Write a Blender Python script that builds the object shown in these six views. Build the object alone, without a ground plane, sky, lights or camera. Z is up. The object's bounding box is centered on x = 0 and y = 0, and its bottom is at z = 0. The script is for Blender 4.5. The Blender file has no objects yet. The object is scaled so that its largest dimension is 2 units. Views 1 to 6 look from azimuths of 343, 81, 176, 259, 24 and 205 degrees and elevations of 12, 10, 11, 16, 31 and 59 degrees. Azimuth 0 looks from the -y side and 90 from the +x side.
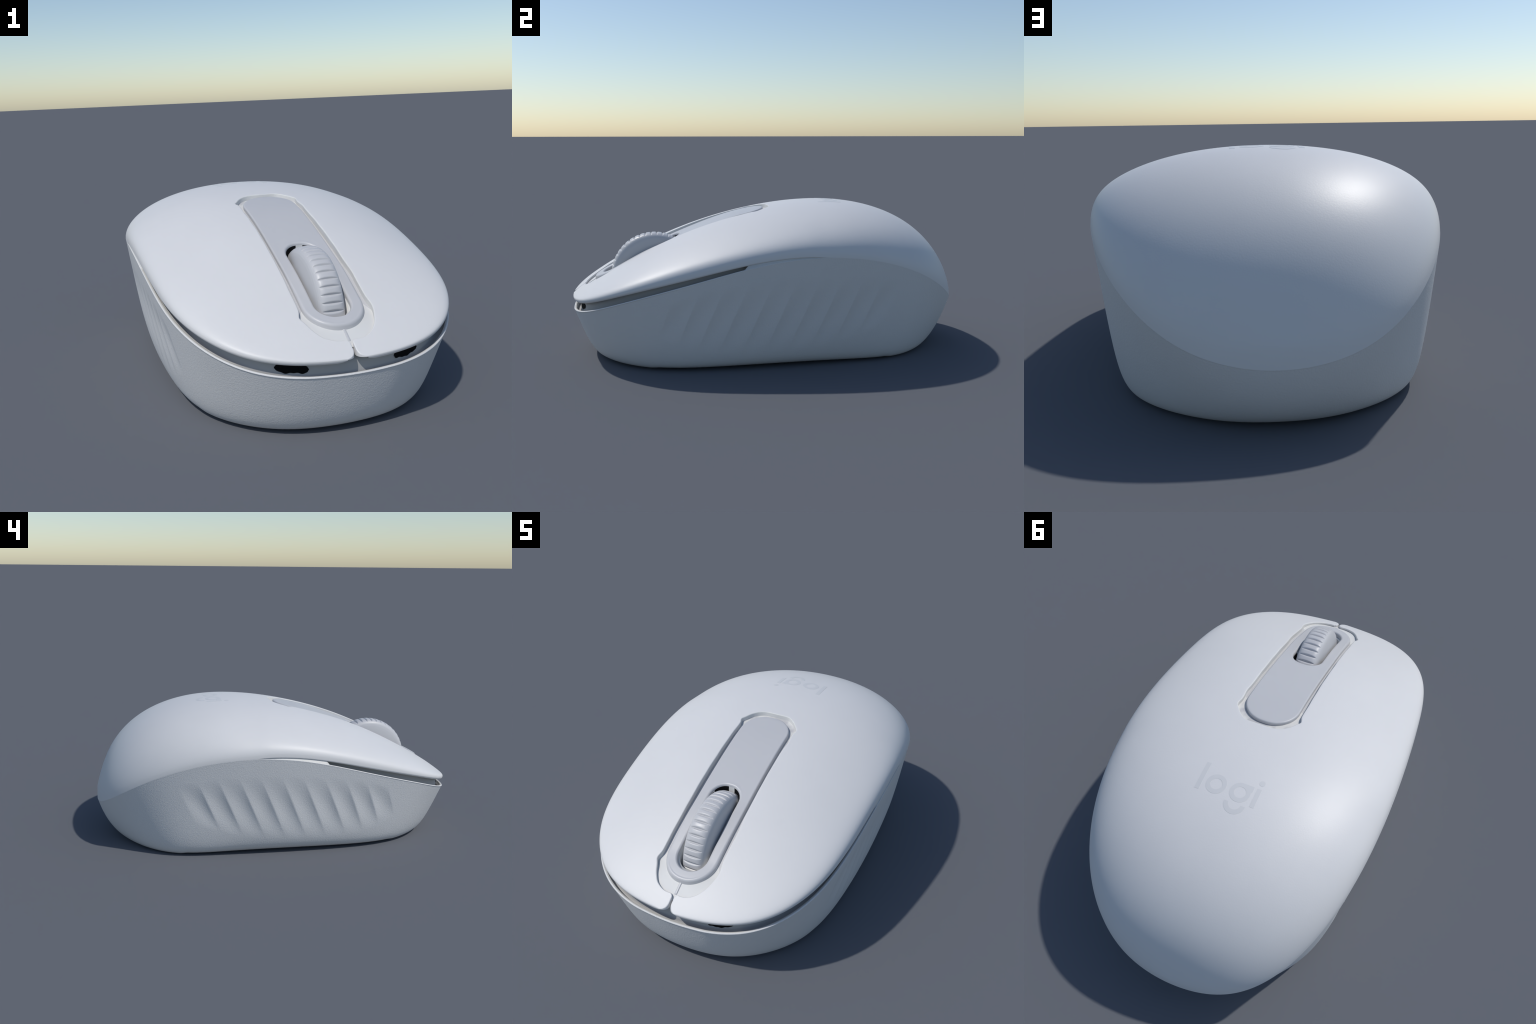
"""A compact wireless computer mouse: smooth domed top shell split into two buttons,
an inset centre strip with a ribbed scroll wheel, a tapering base with fluted grips."""
import bpy, math
import numpy as np
from mathutils import Vector

PI = math.pi

# ------------------------------------------------------------------ helpers
def spline(knots, values, x):
    """Cubic spline with flat ends (so it folds smoothly over the symmetry plane)."""
    xk, yk, x = np.asarray(knots, float), np.asarray(values, float), np.asarray(x, float)
    n, h = len(xk), np.diff(xk)
    A, b = np.zeros((n, n)), np.zeros(n)
    for i in range(1, n - 1):
        A[i, i - 1], A[i, i], A[i, i + 1] = h[i - 1], 2 * (h[i - 1] + h[i]), h[i]
        b[i] = 6 * ((yk[i + 1] - yk[i]) / h[i] - (yk[i] - yk[i - 1]) / h[i - 1])
    A[0, 0], A[0, 1], b[0] = 2 * h[0], h[0], 6 * (yk[1] - yk[0]) / h[0]
    A[-1, -1], A[-1, -2], b[-1] = 2 * h[-1], h[-1], -6 * (yk[-1] - yk[-2]) / h[-1]
    M = np.linalg.solve(A, b)
    i = np.clip(np.searchsorted(xk, x) - 1, 0, n - 2)
    d = h[i]
    a, c = (xk[i + 1] - x) / d, (x - xk[i]) / d
    return a * yk[i] + c * yk[i + 1] + ((a ** 3 - a) * M[i] + (c ** 3 - c) * M[i + 1]) * d * d / 6

def smooth(a, b, x):
    t = np.clip((np.asarray(x, float) - a) / (b - a), 0, 1)
    return t * t * (3 - 2 * t)

# ------------------------------------------------------------------ body form
# everything runs on phi: 0 at the front tip, pi at the rear tip, y = -cos(phi)
K9, K5, K3 = np.linspace(0, PI, 9), np.linspace(0, PI, 5), np.linspace(0, PI, 3)
CREST = [0.3043, 0.3593, 0.4875, 0.636, 0.7355, 0.7586, 0.6735, 0.4649, 0.2591]    # centre line height
SEAM = [0.2489, 0.2781, 0.3565, 0.4466, 0.5328, 0.5289, 0.4295, 0.2844, 0.2093]  # seam height
WIDTH = [1.0485, 0.8955, 0.7339, 0.627, 0.5982, 0.6255, 0.6881, 0.7934, 0.8973]   # half width / sin(phi)
FLAT = [2.4141, 2.55, 2.1403, 2.102, 2.0569]                                   # crown flatness
SHOULDER = [2.6964, 2.3162, 2.1775, 1.8168, 2.0378]                                              # edge roundness
DISH = [0, 0.009, 0.011, 0.019, 0.013, -0.001, -0.005, -0.006, -0.005]   # flattening of the flanks
TAPER = [0.7574, 0.7849, 0.8655, 0.905, 0.897, 0.889, 0.9061, 0.7497, 0.6517]    # base width at floor
FLOOR_IN = [0.1377, 0.1424, 0.28, 0.1051, 0.1348]   # how far the floor lies inside the wall foot
TURN = [2.5, 3.0149, 2.9, 2.2575, 1.0532]      # sharpness of the wall foot
YIN = [0.0838, 0.0588]
GAP_FRONT, GAP_END, SLOT_END = 0.048, 0.25, -0.175

def half_width(phi): return np.sin(phi) * spline(K9, WIDTH, phi)
def seam_z(phi): return spline(K9, SEAM, phi)
def gap_frac(y):
    t = np.clip((GAP_END - y) / (GAP_END + 1), 0, 1)
    return t ** 0.8 * smooth(0, 0.10, t)
def rim_z(phi):
    g = gap_frac(-np.cos(phi))
    return seam_z(phi) + (GAP_FRONT + 0.004) * g

def crown(x, y):
    """Height of the top surface over the plan."""
    y = np.clip(y, -1, 1)
    phi = np.arccos(-y)
    W = half_width(phi)
    zr = rim_z(phi)
    zc = np.maximum(spline(K9, CREST, phi), zr)
    p, q = spline(K5, FLAT, phi), spline(K5, SHOULDER, phi)
    u = np.clip(np.abs(x) / (W + 1e-9), 0, 1)
    dish = spline(K9, DISH, phi) * np.sin(phi) * (2 * u ** 2 * (1 - u ** 2) + 2 * u ** 4 * (1 - u ** 4))
    return zr + (zc - zr) * np.clip(1 - u ** p, 0, 1) ** (1 / q) - dish

def outline(tau):
    """Closed plan outline of the body; tau 0 front, +x side first."""
    f = np.where(tau <= PI, tau, 2 * PI - tau)
    x = np.where(tau <= PI, 1, -1) * half_width(f)
    return x, -np.cos(f), f

def plan_normals(x, y, closed=True):
    """Outward normals of a loop that runs front -> +x -> rear -> -x."""
    if closed:
        dx, dy = np.roll(x, -1) - np.roll(x, 1), np.roll(y, -1) - np.roll(y, 1)
    else:
        dx, dy = np.gradient(x), np.gradient(y)
    L = np.hypot(dx, dy) + 1e-12
    return dy / L, -dx / L

# ------------------------------------------------------------------ mesh making
root = bpy.data.objects.new("computer_mouse", None)
bpy.context.scene.collection.objects.link(root)
root["label"] = "pale grey wireless computer mouse with ribbed scroll wheel"
root["category"] = "computer mouse"

def make(name, verts, faces, mat, parent=root, flat=False, mats=None, face_mats=None):
    me = bpy.data.meshes.new(name)
    me.from_pydata([tuple(map(float, v)) for v in verts], [], faces)
    for m in (mats or [mat]):
        me.materials.append(m)
    if face_mats is not None:
        me.polygons.foreach_set("material_index", np.asarray(face_mats, dtype=np.int32))
    me.polygons.foreach_set("use_smooth", np.full(len(me.polygons), not flat))
    me.validate()
    me.update()
    ob = bpy.data.objects.new(name, me)
    bpy.context.scene.collection.objects.link(ob)
    ob.parent = parent
    return ob

def grid_faces(ni, nj, wrap_i=False, flip=False, base=0):
    out = []
    for i in range(ni if wrap_i else ni - 1):
        k = (i + 1) % ni
        for j in range(nj - 1):
            f = (base + i * nj + j, base + k * nj + j, base + k * nj + j + 1, base + i * nj + j + 1)
            out.append(f[::-1] if flip else f)
    return out

# ------------------------------------------------------------------ materials
def plastic(name, colour, rough, grain=0.0, grain_scale=60.0, mottle=0.02, spec=0.5, patch=None, patch_scale=14):
    m = bpy.data.materials.new(name)
    m.use_nodes = True
    nt = m.node_tree
    bsdf = nt.nodes["Principled BSDF"]
    bsdf.inputs["Roughness"].default_value = rough
    bsdf.inputs["Specular IOR Level"].default_value = spec
    tc = nt.nodes.new("ShaderNodeTexCoord")
    no = nt.nodes.new("ShaderNodeTexNoise")
    no.inputs["Scale"].default_value = 5.0 if patch is None else patch_scale
    no.inputs["Detail"].default_value = 3.0
    nt.links.new(tc.outputs["Object"], no.inputs["Vector"])
    ra = nt.nodes.new("ShaderNodeValToRGB")
    if patch is None:
        ra.color_ramp.elements[0].position, ra.color_ramp.elements[1].position = 0.3, 0.7
        ra.color_ramp.elements[0].color = [c * (1 - mottle) for c in colour] + [1]
        ra.color_ramp.elements[1].color = [min(1, c * (1 + mottle)) for c in colour] + [1]
    else:
        ra.color_ramp.elements[0].position, ra.color_ramp.elements[1].position = 0.46, 0.54
        ra.color_ramp.elements[0].color = list(colour) + [1]
        ra.color_ramp.elements[1].color = list(patch) + [1]
    nt.links.new(no.outputs["Fac"], ra.inputs["Fac"])
    nt.links.new(ra.outputs["Color"], bsdf.inputs["Base Color"])
    if grain > 0:
        gr = nt.nodes.new("ShaderNodeTexNoise")
        gr.inputs["Scale"].default_value = grain_scale
        gr.inputs["Detail"].default_value = 2.5
        nt.links.new(tc.outputs["Object"], gr.inputs["Vector"])
        bp = nt.nodes.new("ShaderNodeBump")
        bp.inputs["Strength"].default_value = grain
        bp.inputs["Distance"].default_value = 0.004
        nt.links.new(gr.outputs["Fac"], bp.inputs["Height"])
        nt.links.new(bp.outputs["Normal"], bsdf.inputs["Normal"])
    return m

SHELL = plastic("satin_shell_plastic", (0.685, 0.68, 0.675), 0.47, grain=0.05, grain_scale=190, mottle=0.008)
BASE = plastic("grained_base_plastic", (0.665, 0.665, 0.66), 0.6, grain=0.26, grain_scale=180, mottle=0.012)
STRIP = plastic("smooth_strip_plastic", (0.525, 0.525, 0.535), 0.40, mottle=0.008)
RIM = plastic("ivory_rim_plastic", (0.660, 0.658, 0.640), 0.55, mottle=0.03)
CHANNEL = plastic("channel_plastic", (0.50, 0.50, 0.51), 0.5, patch=(0.660, 0.658, 0.640), patch_scale=9)
INNER = plastic("inner_chassis_plastic", (0.42, 0.42, 0.42), 0.6, mottle=0.02)  # grey darkened to bake in the shadow inside the slot
DARK = plastic("near_black_matte", (0.006, 0.006, 0.007), 0.8, mottle=0.1, spec=0.1)
LOGO = plastic("logo_ink", (0.628, 0.630, 0.630), 0.40, mottle=0.01)

# ------------------------------------------------------------------ rounded slots in plan
def slot_outline(half, y_front, y_rear, r_front, r_rear, n):
    """Closed rounded-rectangle loop: front centre -> +x side -> rear -> -x side, even arc steps."""
    pts = []
    for r, y0, s in ((r_front, y_front, -1), (r_rear, y_rear, 1)):
        cx, cy = half - r, y0 - s * r
        a = np.linspace(-PI / 2, 0, 60) if s < 0 else np.linspace(0, PI / 2, 60)
        pts += [(cx + r * math.cos(t), cy + r * math.sin(t)) for t in a]
    pts = np.array([(0, y_front)] + pts + [(0, y_rear)])
    L = np.r_[0, np.cumsum(np.hypot(*np.diff(pts, axis=0).T))]
    s = np.linspace(0, L[-1], n + 1)
    hx, hy = np.interp(s, L, pts[:, 0]), np.interp(s, L, pts[:, 1])
    return np.r_[hx, -hx[-2:0:-1]], np.r_[hy, hy[-2:0:-1]]

# ------------------------------------------------------------------ top shell with two buttons
CHIPS = [(-0.136, -0.068, 0.009, 0.012), (0.134, -0.062, 0.007, 0.015), (0.138, -0.150, 0.005, 0.022), (0.070, 0.010, 0.003, 0.015),
         (-0.139, -0.832, 0.009, 0.013), (0.139, -0.815, 0.006, 0.020), (0.138, -0.66, 0.004, 0.030), (-0.085, -0.905, 0.003, 0.012)]
def build_shell():
    N, R = 360, 120                                   # spokes per side, rows
    hx, hy = slot_outline(0.138, -0.941, 0.017, 0.115, 0.100, N)
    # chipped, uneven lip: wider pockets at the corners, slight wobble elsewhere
    nx, ny = plan_normals(hx, hy)
    chip = 0.0007 * np.sin(41 * hy + 3 * hx) * np.sin(17.3 * hy + 1.1)
    for cx, cy, amp, wid in CHIPS:
        chip += amp * np.exp(-((hx - cx) ** 2 + (hy - cy) ** 2) / (2 * wid * wid))
    hx, hy = hx + nx * chip, hy + ny * chip
    # outline spread evenly by arc length
    f = np.linspace(0, PI, 4000)
    ox, oy = half_width(f), -np.cos(f)
    L = np.r_[0, np.cumsum(np.hypot(np.diff(ox), np.diff(oy)))]
    fo = np.interp(np.linspace(0, L[-1], N + 1), L, f)
    tau = np.r_[fo, (2 * PI - fo[-2:0:-1])]
    ex, ey, ef = outline(tau)
    # open the ring at the front: repeat the first spoke as the last one
    loop = lambda a: np.r_[a, a[0]]
    hx, hy, ex, ey, ef = map(loop, (hx, hy, ex, ey, ef))
    M = len(hx)
    side = np.where(np.arange(M) <= N, 1.0, -1.0)
    t = np.linspace(0, 1, R)
    s = 1 - (1 - t) ** 2                               # rows crowd towards the rim
    s = 0.25 * t + 0.75 * s
    X = hx[:, None] + (ex - hx)[:, None] * s
    Y = hy[:, None] + (ey - hy)[:, None] * s
    rim = np.zeros_like(X, bool); rim[:, -1] = True
    Z = np.where(rim, rim_z(ef)[:, None], crown(X, Y))
    # slit between the buttons: narrow, flaring where it leaves hole and rim
    front = np.clip((-0.90 - Y) / 0.1, 0, 1)
    def corner(d, R): return R - np.sqrt(np.maximum(R * R - np.clip(d, 0, R * 0.999) ** 2, 0))
    hw = 0.0085 + corner(-(Y + 1 - 0.030), 0.030) + corner(Y + 0.941 + 0.012, 0.012)
    X = X + side[:, None] * hw * np.exp(-np.abs(X) / 0.035) * (front > 0) * smooth(0, 0.3, front)
    # plan directions of the borders
    nx, ny = plan_normals(hx[:-1], hy[:-1]); inx, iny = loop(-nx), loop(-ny)   # into the hole
    ux, uy = plan_normals(ex[:-1], ey[:-1]); ux, uy = loop(ux), loop(uy)
    g = gap_frac(ey)
    def fillet(r, depth, n=6):
        a = np.linspace(0, PI / 2, n)[1:]
        return [(r * math.sin(k), -r * (1 - math.cos(k))) for k in a] + [(r, -r - depth)]
    hole = fillet(0.0045, 0.030)
    slit = fillet(0.004, 0.035)
    P = np.stack([X, Y, Z], -1)
    rows = []
    for o, dz in hole[::-1]:
        q = P[:, 0].copy(); q[:, 0] += inx * o; q[:, 1] += iny * o; q[:, 2] += dz; rows.append(q)
    rows += [P[:, j] for j in range(R - 1)]
    q = P[:, -1].copy(); q[:, 2] = np.minimum(q[:, 2] + 0.0008, 0.4 * q[:, 2] + 0.6 * np.maximum(P[:, -2, 2], q[:, 2])); rows.append(q)   # support row
    rows.append(P[:, -1])
    rr = (0.0018 + 0.0125 * g) * (0.3 + 0.7 * np.where(ey < -0.9, smooth(0.0, 0.07, np.abs(ex)), 1))                            # rolled lower edge, fat at the front
    for a in np.linspace(0, PI / 2, 7)[1:]:
        q = P[:, -1].copy()
        q[:, 0] -= ux * rr * (1 - math.cos(a)); q[:, 1] -= uy * rr * (1 - math.cos(a)); q[:, 2] -= rr * math.sin(a)
        rows.append(q)
    q = rows[-1].copy(); q[:, 0] -= ux * 0.085; q[:, 1] -= uy * 0.085; q[:, 2] += 0.006; rows.append(q)
    G = np.stack(rows, 1)                               # [spoke, row, xyz]
    # the slit walls shallow out where they reach the rolled edge
    fade = np.clip((G[0, :, 2] - P[0, -1, 2]) / 0.012, 0, 1)
    foot_z = P[0, -1, 2]
    cols = []
    for o, dz in slit[::-1]:
        q = G[0].copy(); q[:, 0] -= o * fade; q[:, 2] = np.maximum(q[:, 2] + dz * fade, np.minimum(q[:, 2], foot_z)); cols.append(q)
    cols += [G[i] for i in range(M)]
    for o, dz in slit:
        q = G[-1].copy(); q[:, 0] += o * fade; q[:, 2] = np.maximum(q[:, 2] + dz * fade, np.minimum(q[:, 2], foot_z)); cols.append(q)
    G = np.stack(cols, 0)
    ni, nj = G.shape[:2]
    V = G.reshape(-1, 3)
    F = np.array(grid_faces(ni, nj, flip=True))
    # smooth normals of the whole shell, shared by its three parts
    me = bpy.data.meshes.new("tmp"); me.from_pydata(V.tolist(), [], F.tolist()); me.update()
    me.polygons.foreach_set("use_smooth", np.ones(len(F), bool))
    nrm = np.zeros(len(V) * 3); me.vertex_normals.foreach_get("vector", nrm); nrm = nrm.reshape(-1, 3)
    bpy.data.meshes.remove(me)
    C = V[F].mean(1)
    col = F[:, 0] // nj
    is_pos = col < ni // 2
    groups = {"top_shell": C[:, 1] >= SLOT_END, "click_button": (C[:, 1] < SLOT_END) & is_pos,
              "click_button.001": (C[:, 1] < SLOT_END) & ~is_pos}
    made = {}
    for name, mask in groups.items():
        FF = F[mask]; used, inv = np.unique(FF, return_inverse=True)
        ob = make(name, V[used], inv.reshape(FF.shape).tolist(), SHELL, mats=[SHELL, RIM], face_mats=((F[mask] % nj).min(1) < 5).astype(int))
        ob.data.normals_split_custom_set_from_vertices(nrm[used].tolist())
        made[name] = ob
    return made
shell = build_shell()

# ------------------------------------------------------------------ base housing
FLUTE_TOP = [(0.58, 0.382), (0.476, 0.395), (0.380, 0.418), (0.272, 0.420), (0.164, 0.421), (0.054, 0.420),
             (-0.056, 0.415), (-0.171, 0.405), (-0.288, 0.386), (-0.402, 0.365), (-0.525, 0.328)]
FLUTE_LOW = [(0.51, 0.216), (0.381, 0.174), (0.263, 0.142), (0.146, 0.124), (0.034, 0.115), (-0.076, 0.110),
             (-0.186, 0.111), (-0.295, 0.116), (-0.393, 0.131), (-0.483, 0.158), (-0.569, 0.200)]
_T, _B = np.array(FLUTE_TOP), np.array(FLUTE_LOW)

def flute_depth(y, z):
    """Scalloped grip: ten shallow hollows between eleven slanting crests."""
    k = np.arange(len(_T))
    mid = 0.27
    ymid = _T[:, 0] + (_B[:, 0] - _T[:, 0]) * (mid - _T[:, 1]) / (_B[:, 1] - _T[:, 1])
    slope = (_T[:, 0] - _B[:, 0]) / (_T[:, 1] - _B[:, 1])
    sl = np.interp(-y, -ymid, slope)
    ym = y - sl * (z - mid)
    pos = np.interp(-ym, -ymid, k, left=-1, right=-1)
    inside = (pos >= 0) & (pos < len(k) - 1)
    fr = pos - np.floor(pos)
    sk = fr ** 1.3                                       # each hollow is deepest just behind the next crest
    prof = 4 * sk * (1 - sk)
    top, low = np.interp(pos, k, _T[:, 1]), np.interp(pos, k, _B[:, 1])
    v = np.clip((z - low + 0.03) / (top - low + 0.06), 0, 1)
    fade = (4 * v * (1 - v)) ** 1.7
    ends = smooth(-0.2, 1.0, pos) * smooth(len(k) - 0.8, len(k) - 2.2, pos)
    return np.where(inside, prof * 0.0068 * fade * (0.72 + 0.28 * ends), 0)

def build_base():
    N = 1000
    tau = np.linspace(0, 2 * PI, 2 * N, endpoint=False)
    x, y, f = outline(tau)
    zs = seam_z(f)
    ux, uy = plan_normals(x, y)
    nose = 0.003 * smooth(-0.985, -0.999, y)                           # base stands back a little under the button tips
    x, y = x - ux * nose, y - uy * nose
    # corner and floor rails of the conic wall profile
    b = smooth(-0.25, 0.25, y)
    yin = YIN[0] + (YIN[1] - YIN[0]) * b
    cx, cy = x * spline(K9, TAPER, f), (y + uy * nose) * (1 - yin)
    fl, w = spline(K5, FLOOR_IN, f), spline(K5, TURN, f)
    fx, fy = cx * (1 - fl), cy * (1 - fl)
    P0, P1, P2 = np.stack([x, y, zs], -1), np.stack([cx, cy, 0 * y], -1), np.stack([fx, fy, 0 * y], -1)
    rows = []
    def conic(t):
        b0, b1, b2 = (1 - t) ** 2, 2 * t * (1 - t) * w, t * t
        return (b0[..., None] * P0 + b1[..., None] * P1 + b2 * P2) / (b0 + b1 + b2)[..., None] if np.ndim(b0) else \
               (b0 * P0 + b1[:, None] * P1 + b2 * P2) / (b0 + b1 + b2)[:, None]
    # even spacing along the wall: sample finely, then re-space by arc length
    fine = np.stack([conic(t) for t in np.linspace(0, 1, 160)], 1)
    seg = np.linalg.norm(np.diff(fine, axis=1), axis=2)
    L = np.concatenate([np.zeros((len(x), 1)), np.cumsum(seg, 1)], 1)
    R = 110
    wall = np.zeros((len(x), R, 3))
    for i in range(len(x)):
        s = np.linspace(0, L[i, -1], R)
        for c in range(3):
            wall[i, :, c] = np.interp(s, L[i], fine[i, :, c])
    # flutes pressed in along the plan normal
    d = flute_depth(wall[:, :, 1], wall[:, :, 2])
    wall[:, :, 0] -= ux[:, None] * d
    wall[:, :, 1] -= uy[:, None] * d
    # shallow relief under the belly between the feet
    belly = smooth(-0.615, -0.565, wall[:, :, 1]) * smooth(0.575, 0.535, wall[:, :, 1])
    wall[:, :, 2] += 0.004 * belly * np.clip(1 - wall[:, :, 2] / 0.06, 0, 1)
    # rounded top edge of the wall
    r = 0.0013 + 0.004 * gap_frac(y)
    for a in np.linspace(0, PI / 2, 5):
        q = np.stack([x - ux * r * (1 - math.sin(a)), y - uy * r * (1 - math.sin(a)), zs - r * (1 - math.cos(a)) + 0 * x], -1)
        rows.append(q)
    rows = rows[:-1]
    # wall starts just below the rounding
    start = np.searchsorted(np.linspace(0, 1, R), 0.012)
    wall[:, :start + 1, 2] = np.minimum(wall[:, :start + 1, 2], (zs - r)[:, None] - 0.0003 * np.arange(start + 1))
    lip = wall[:, 0] + (wall[:, 1] - wall[:, 0]) * 0.15             # support row under the rounding
    rows += [wall[:, 0], lip] + [wall[:, j] for j in range(1, R)]
    for k in (0.8, 0.5, 0.2, 0.02):
        q = wall[:, -1].copy(); q[:, :2] *= k; q[:, 2] = 0.006 * smooth(1, 0.8, k) + q[:, 2] * (1 - smooth(1, 0.8, k)); rows.append(q)
    G = np.stack(rows, 1)
    ni, nj = G.shape[:2]
    ob = make("base_housing", G.reshape(-1, 3), grid_faces(ni, nj, True, flip=True), BASE)
    # ---- ivory rim: a stepped ledge on top of the wall, rising to the shell behind the slot
    g = gap_frac(y)
    fill = smooth(SLOT_END - 0.012, SLOT_END + 0.012, y)
    up = -0.001 + fill * np.maximum(0.0390 * g + 0.0015, 0)
    steps = [(0.0060, -0.010), (0.0035, -0.0016), (0.0050, -0.0004), (0.0072, 0.0)]
    keep = smooth(0.30, 0.22, y)                                    # the ledge fades out along the sides
    tuck = 0.016 * (1 - keep)                                       # where it fades out it sinks inside the wall
    ins = lambda o, k: o * (1 - k * fill) + tuck
    R2 = [np.stack([x - ux * ins(o, 0.5), y - uy * ins(o, 0.5), zs + dz * np.where(dz > 0, keep, 1) - 0.006 * (1 - keep)], -1) for o, dz in steps]
    for o, h in ((0.0080, 1.0), (0.0095, 1.0), (0.0120, 1.0)):
        o = ins(o, 0.55)
        R2.append(np.stack([x - ux * o, y - uy * o, zs + (up * h - 0.0) * keep - 0.006 * (1 - keep)], -1))
    R2.append(np.stack([x - ux * (0.0135 + tuck), y - uy * (0.0135 + tuck), zs - 0.03], -1))
    G = np.stack(R2, 1)
    make("rim_trim", G.reshape(-1, 3), grid_faces(G.shape[0], G.shape[1], True), RIM, parent=ob)
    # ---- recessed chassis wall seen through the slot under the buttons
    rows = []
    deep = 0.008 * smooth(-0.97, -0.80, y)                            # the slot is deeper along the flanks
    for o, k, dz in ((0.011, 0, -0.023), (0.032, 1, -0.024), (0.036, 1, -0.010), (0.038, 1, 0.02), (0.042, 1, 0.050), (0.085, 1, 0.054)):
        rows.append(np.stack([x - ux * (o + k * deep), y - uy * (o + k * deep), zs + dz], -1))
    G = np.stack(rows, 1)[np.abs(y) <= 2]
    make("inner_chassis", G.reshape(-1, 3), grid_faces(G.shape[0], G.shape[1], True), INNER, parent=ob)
    # ---- two black plates on the chassis wall, modelling the darkness of hollows there
    def opening(x0, x1):
        xs = np.linspace(x0, x1, 24)
        fr = f[(tau < PI)]; hwid = x[(tau < PI)]; m = fr < PI / 2
        ff = np.interp(np.abs(xs), hwid[m], fr[m])
        i = np.interp(ff, f[:N], np.arange(N)).astype(int)
        nx, ny = ux[i] * np.sign(xs), uy[i]
        dp = 0.001 + 0.008 * smooth(-0.97, -0.80, -np.cos(ff))
        yy, zz = -np.cos(ff), seam_z(ff)
        u = np.linspace(-1, 1, 24)
        h = np.sqrt(np.clip(1 - u ** 4, 0, 1)) * (0.0135 + 0.0022 * np.sin(5.3 * u + 9 * x0) + 0.0012 * np.sin(13 * u)) + 0.001
        g = [np.stack([xs - nx * (o + dp), yy - ny * (o + dp), zz + 0.0155 + k * h], -1) for k, o in ((-1, 0.0335), (1, 0.0350), (1, 0.0400))]
        G = np.stack(g, 1)
        make("black_wall_plate", G.reshape(-1, 3), grid_faces(G.shape[0], 3, False, flip=x0 > x1), DARK, parent=ob, flat=True)
    opening(-0.285, -0.165); opening(0.165, 0.275)
    return ob
base = build_base()

# ------------------------------------------------------------------ centre strip around the wheel
def loop_offset(x, y, d):
    nx, ny = plan_normals(x, y)
    return x + nx * d, y + ny * d

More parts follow.
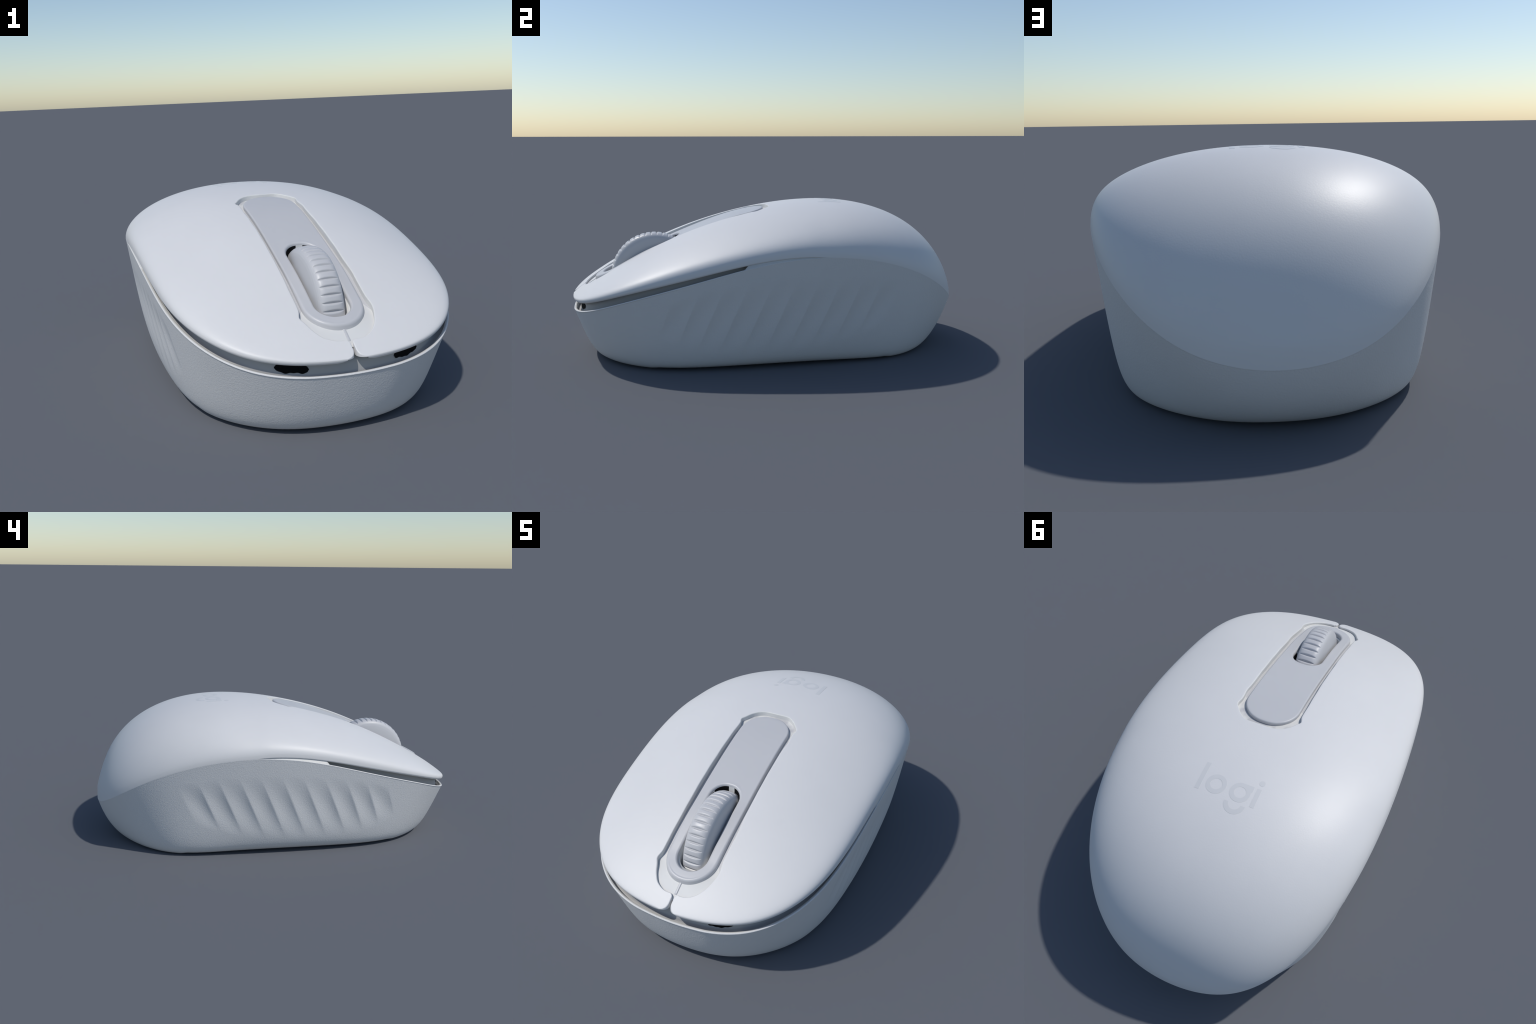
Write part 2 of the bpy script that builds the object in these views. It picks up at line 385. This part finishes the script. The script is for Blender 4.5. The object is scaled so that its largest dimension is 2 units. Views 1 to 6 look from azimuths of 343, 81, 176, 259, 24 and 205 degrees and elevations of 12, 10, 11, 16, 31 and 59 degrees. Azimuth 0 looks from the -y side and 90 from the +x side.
def build_strip():
    N = 220
    hx, hy = slot_outline(0.069, -0.842, -0.452, 0.064, 0.062, N)     # wheel opening
    ex, ey = slot_outline(0.1175, -0.889, -0.010, 0.1125, 0.110, N)     # strip edge
    t = np.linspace(0, 1, 40)
    def recess(y): return 0.013 - 0.009 * smooth(-0.45, -0.12, y) - 0.006 * smooth(-0.50, -0.66, y)
    def top(x, y): return crown(x * 0.8, np.maximum(y, -0.93)) - recess(y) + 0.010 * smooth(-0.78, -0.90, y)
    rows, fm = [], []
    ri, ro = 0.010, 0.007 + 0.006 * smooth(-0.6, -0.8, ey)
    # opening wall and its fillet
    nx, ny = plan_normals(hx, hy)
    bx, by = hx + nx * ri, hy + ny * ri
    zb = top(bx, by)
    rows.append(np.stack([hx, hy, zb - 0.055], -1))
    rows.append(np.stack([hx, hy, zb - ri - 0.004], -1))
    for a in np.linspace(0, PI / 2, 7)[:-1]:
        rows.append(np.stack([bx - nx * ri * math.cos(a), by - ny * ri * math.cos(a), zb - ri + ri * math.sin(a)], -1))
    mx, my = plan_normals(ex, ey)
    cx, cy = ex - mx * ro, ey - my * ro
    for k in t:
        X, Y = bx + (cx - bx) * k, by + (cy - by) * k
        rows.append(np.stack([X, Y, top(X, Y)], -1))
    zc = top(cx, cy)
    for a in np.linspace(PI / 2, 0, 7)[1:]:
        rows.append(np.stack([cx + mx * ro * math.cos(a), cy + my * ro * math.cos(a), zc - ro + ro * math.sin(a)], -1))
    rows.append(np.stack([ex, ey, zc - 0.06], -1))
    G = np.stack(rows, 1)
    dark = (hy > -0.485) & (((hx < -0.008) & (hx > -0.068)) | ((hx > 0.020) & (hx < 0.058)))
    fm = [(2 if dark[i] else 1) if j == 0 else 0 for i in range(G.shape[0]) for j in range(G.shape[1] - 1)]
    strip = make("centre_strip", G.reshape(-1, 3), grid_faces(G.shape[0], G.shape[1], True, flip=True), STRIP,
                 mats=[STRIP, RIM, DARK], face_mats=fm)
    # channel floor between strip and shell; at the front it is a pale shelf
    ax, ay = loop_offset(ex, ey, -0.006)
    ox, oy = slot_outline(0.146, -0.952, 0.026, 0.128, 0.125, N)
    rows = []
    for k in np.linspace(0, 1, 9):
        X, Y = ax + (ox - ax) * k, ay + (oy - ay) * k
        dep = recess(Y) + 0.017 - 0.009 * smooth(-0.80, -0.90, Y)
        rows.append(np.stack([X, Y, crown(X, np.maximum(Y, -0.97)) - dep], -1))
    G = np.stack(rows, 1)
    shelf = [1 if G[i, 4, 1] < -0.80 else (0 if G[i, 4, 1] > -0.13 else 2) for i in range(G.shape[0]) for j in range(G.shape[1] - 1)]
    make("channel_floor", G.reshape(-1, 3), grid_faces(G.shape[0], G.shape[1], True, flip=True), CHANNEL, parent=strip,
         mats=[CHANNEL, RIM, STRIP], face_mats=shelf)
    # dividing rib that runs from the strip out under the slit
    ys = np.linspace(-0.944, -0.872, 24)
    prof = [(-0.0055, -0.03), (-0.0055, -0.001), (-0.0045, 0), (0.0045, 0), (0.0055, -0.001), (0.0055, -0.03)]
    V = [(px, yy, float(crown(0.03, max(yy, -0.965))) - 0.0125 - 0.022 * float(smooth(-0.93, -0.94, yy)) + pz) for yy in ys for px, pz in prof]
    make("divider_rib", V, grid_faces(len(ys), len(prof)), STRIP, parent=strip)
    # pale block under the front of the slit
    ys = np.linspace(-0.948, -0.925, 8)
    prof = [(-0.016, -0.05), (-0.016, 0), (0.016, 0), (0.016, -0.05)]
    V = [(px, yy, float(crown(0.03, max(yy, -0.965))) - 0.036 + pz) for yy in ys for px, pz in prof]
    F = grid_faces(len(ys), 4) + [(0, 1, 2, 3)]
    make("slit_block", V, F, RIM, parent=strip, flat=True)
    # dark well below the wheel
    wx, wy = slot_outline(0.078, -0.85, -0.44, 0.064, 0.060, 60)
    zt = crown(wx * 0.8, wy) - 0.030
    vx, vy = slot_outline(0.0665, -0.826, -0.446, 0.060, 0.060, 60)
    zv = crown(vx * 0.8, vy) - 0.030
    G = np.stack([np.stack([wx, wy, zt], -1), np.stack([vx, vy, zv], -1), np.stack([vx, vy, zv - 0.20], -1),
                  np.stack([wx * 0.02, (wy + 0.645) * 0.02 - 0.645, zt * 0 + 0.12], -1)], 1)
    make("wheel_well", G.reshape(-1, 3), grid_faces(G.shape[0], 4, True), DARK, parent=strip, mats=[DARK, RIM],
         face_mats=[1 if wy[i] < -0.55 else 0 for i in range(len(wy)) for j in range(3)])
    return strip
strip = build_strip()

# ------------------------------------------------------------------ scroll wheel
def build_wheel():
    CY, CZ, RAD, RIBS = -0.584, 0.380, 0.2245, 46
    prof = [(0.0, 0.0), (0.008, -0.0001), (0.016, -0.0006), (0.023, -0.0014), (0.029, -0.0028), (0.034, -0.0045), (0.040, -0.0080),
            (0.0455, -0.0135), (0.0500, -0.0215), (0.0535, -0.033), (0.0560, -0.047), (0.0585, -0.065), (0.0615, -0.09), (0.0630, -0.16), (0.0, -0.165)]
    prof = np.array(prof)
    # finer cross profile
    s = np.r_[0, np.cumsum(np.hypot(*np.diff(prof, axis=0).T))]
    ss = np.r_[np.linspace(0, s[11], 44), s[12:]]
    px, pr = np.interp(ss, s, prof[:, 0]), np.interp(ss, s, prof[:, 1])
    px, pr = np.r_[-px[:0:-1], px], np.r_[pr[:0:-1], pr]
    per = 26
    A = np.arange(RIBS * per) * 2 * PI / (RIBS * per)
    ph = (np.arange(RIBS * per) % per) / per
    d = np.abs(ph - 0.5)
    rows = []
    for x, r in zip(px, pr):
        lens = np.clip(1 - (abs(x) / 0.041) ** 2, 0, 1) ** 0.6          # lens-shaped cuts
        w = 0.17 * (0.25 + 0.75 * lens)
        cut = 0.0078 * lens * np.exp(-(d / w) ** 2 * 1.7)
        bulge = 0.0003 * lens * smooth(0.2, 0.35, d)
        rr = RAD + r - cut + bulge
        rows.append(np.stack([np.full_like(A, x), CY + rr * np.sin(A), CZ + rr * np.cos(A)], -1))
    G = np.stack(rows, 1)
    return make("scroll_wheel", G.reshape(-1, 3), grid_faces(len(A), len(px), True, flip=True), STRIP)
wheel = build_wheel()

# ------------------------------------------------------------------ lettering on the palm (reads from the rear)
def letter(name, pieces):
    """Thin inlay that follows the crown; pieces are (grid of plan points a,b ; closed?) with a = -x, b = -y."""
    V, F = [], []
    for pts, closed in pieces:
        ni, nj = pts.shape[:2]
        x, y = -pts[..., 0], -pts[..., 1]
        z = crown(x, y)
        full = np.zeros((ni, nj + 2, 3))
        full[:, 1:-1] = np.stack([x, y, z + 0.0005], -1)
        full[:, 0] = np.stack([x[:, 0], y[:, 0], z[:, 0] - 0.004], -1)
        full[:, -1] = np.stack([x[:, -1], y[:, -1], z[:, -1] - 0.004], -1)
        if not closed:
            e0, e1 = full[:1].copy(), full[-1:].copy(); e0[..., 2] -= 0.005; e1[..., 2] -= 0.005
            full = np.concatenate([e0, full, e1], 0)
        b = len(V)
        V += full.reshape(-1, 3).tolist()
        F += grid_faces(full.shape[0], nj + 2, closed, base=b)
    return make(name, V, F, LOGO, parent=shell["top_shell"], flat=True)

def ring(ca, cb, r0, r1, a0=0.0, a1=2 * PI, n=96, closed=True):
    a = np.linspace(a0, a1, n, endpoint=not closed)
    r1 = r1(a) if callable(r1) else np.full(n, r1)
    k = np.linspace(0, 1, 6)
    r = r0 + (r1[:, None] - r0) * k
    return np.stack([ca + r * np.cos(a)[:, None], cb + r * np.sin(a)[:, None]], -1)[:, ::-1], closed

def bar(a0, a1, b0, b1):
    A, B = np.meshgrid(np.linspace(a0, a1, 5), np.linspace(b0, b1, 20))
    return np.stack([A, B], -1)[:, ::-1], False

def g_edge(a):
    a = np.mod(a, 2 * PI)
    spur = np.minimum(0.0415 / np.maximum(np.sin(a), 1e-3), 0.0445 / np.maximum(np.cos(a), 1e-3))
    return np.where((a > math.radians(20)) & (a < PI / 2), np.maximum(spur, 0.0415), 0.0415)

letter("letter", [bar(-0.1175, -0.0985, -0.389, -0.268)])                                 # l
letter("letter.001", [ring(-0.0425, -0.3465, 0.0235, 0.0415)])                            # o
letter("letter.002", [ring(0.0575, -0.3465, 0.0235, g_edge, n=180),
                      ring(0.0570, -0.3960, 0.0250, 0.0435, PI, 2 * PI, 60, False)])      # g
letter("letter.003", [bar(0.1130, 0.1315, -0.388, -0.305), ring(0.1225, -0.2790, 0.0004, 0.0120, n=48)])  # i

# ------------------------------------------------------------------ feet: glide pads under front and rear
def foot(name, y0, y1, half):
    n = 40
    a = np.linspace(0, 2 * PI, n, endpoint=False)
    cx, cy = half, (y1 - y0) / 2
    px = np.sign(np.cos(a)) * np.abs(np.cos(a)) ** 0.6 * cx
    py = np.sign(np.sin(a)) * np.abs(np.sin(a)) ** 0.6 * cy + (y0 + y1) / 2
    V = [(x, y, 0.012) for x, y in zip(px, py)] + [(x, y, 0.001) for x, y in zip(px, py)] + [(x * .97, (y - (y0 + y1) / 2) * .9 + (y0 + y1) / 2, 0.0) for x, y in zip(px, py)]
    F = [(k, (k + 1) % n, n + (k + 1) % n, n + k) for k in range(n)] + [(n + k, n + (k + 1) % n, 2 * n + (k + 1) % n, 2 * n + k) for k in range(n)]
    F.append(tuple(range(2 * n, 3 * n)))
    make(name, V, F, INNER, parent=base, flat=True)
foot("glide_foot", -0.78, -0.66, 0.22)
foot("glide_foot.001", 0.64, 0.76, 0.22)
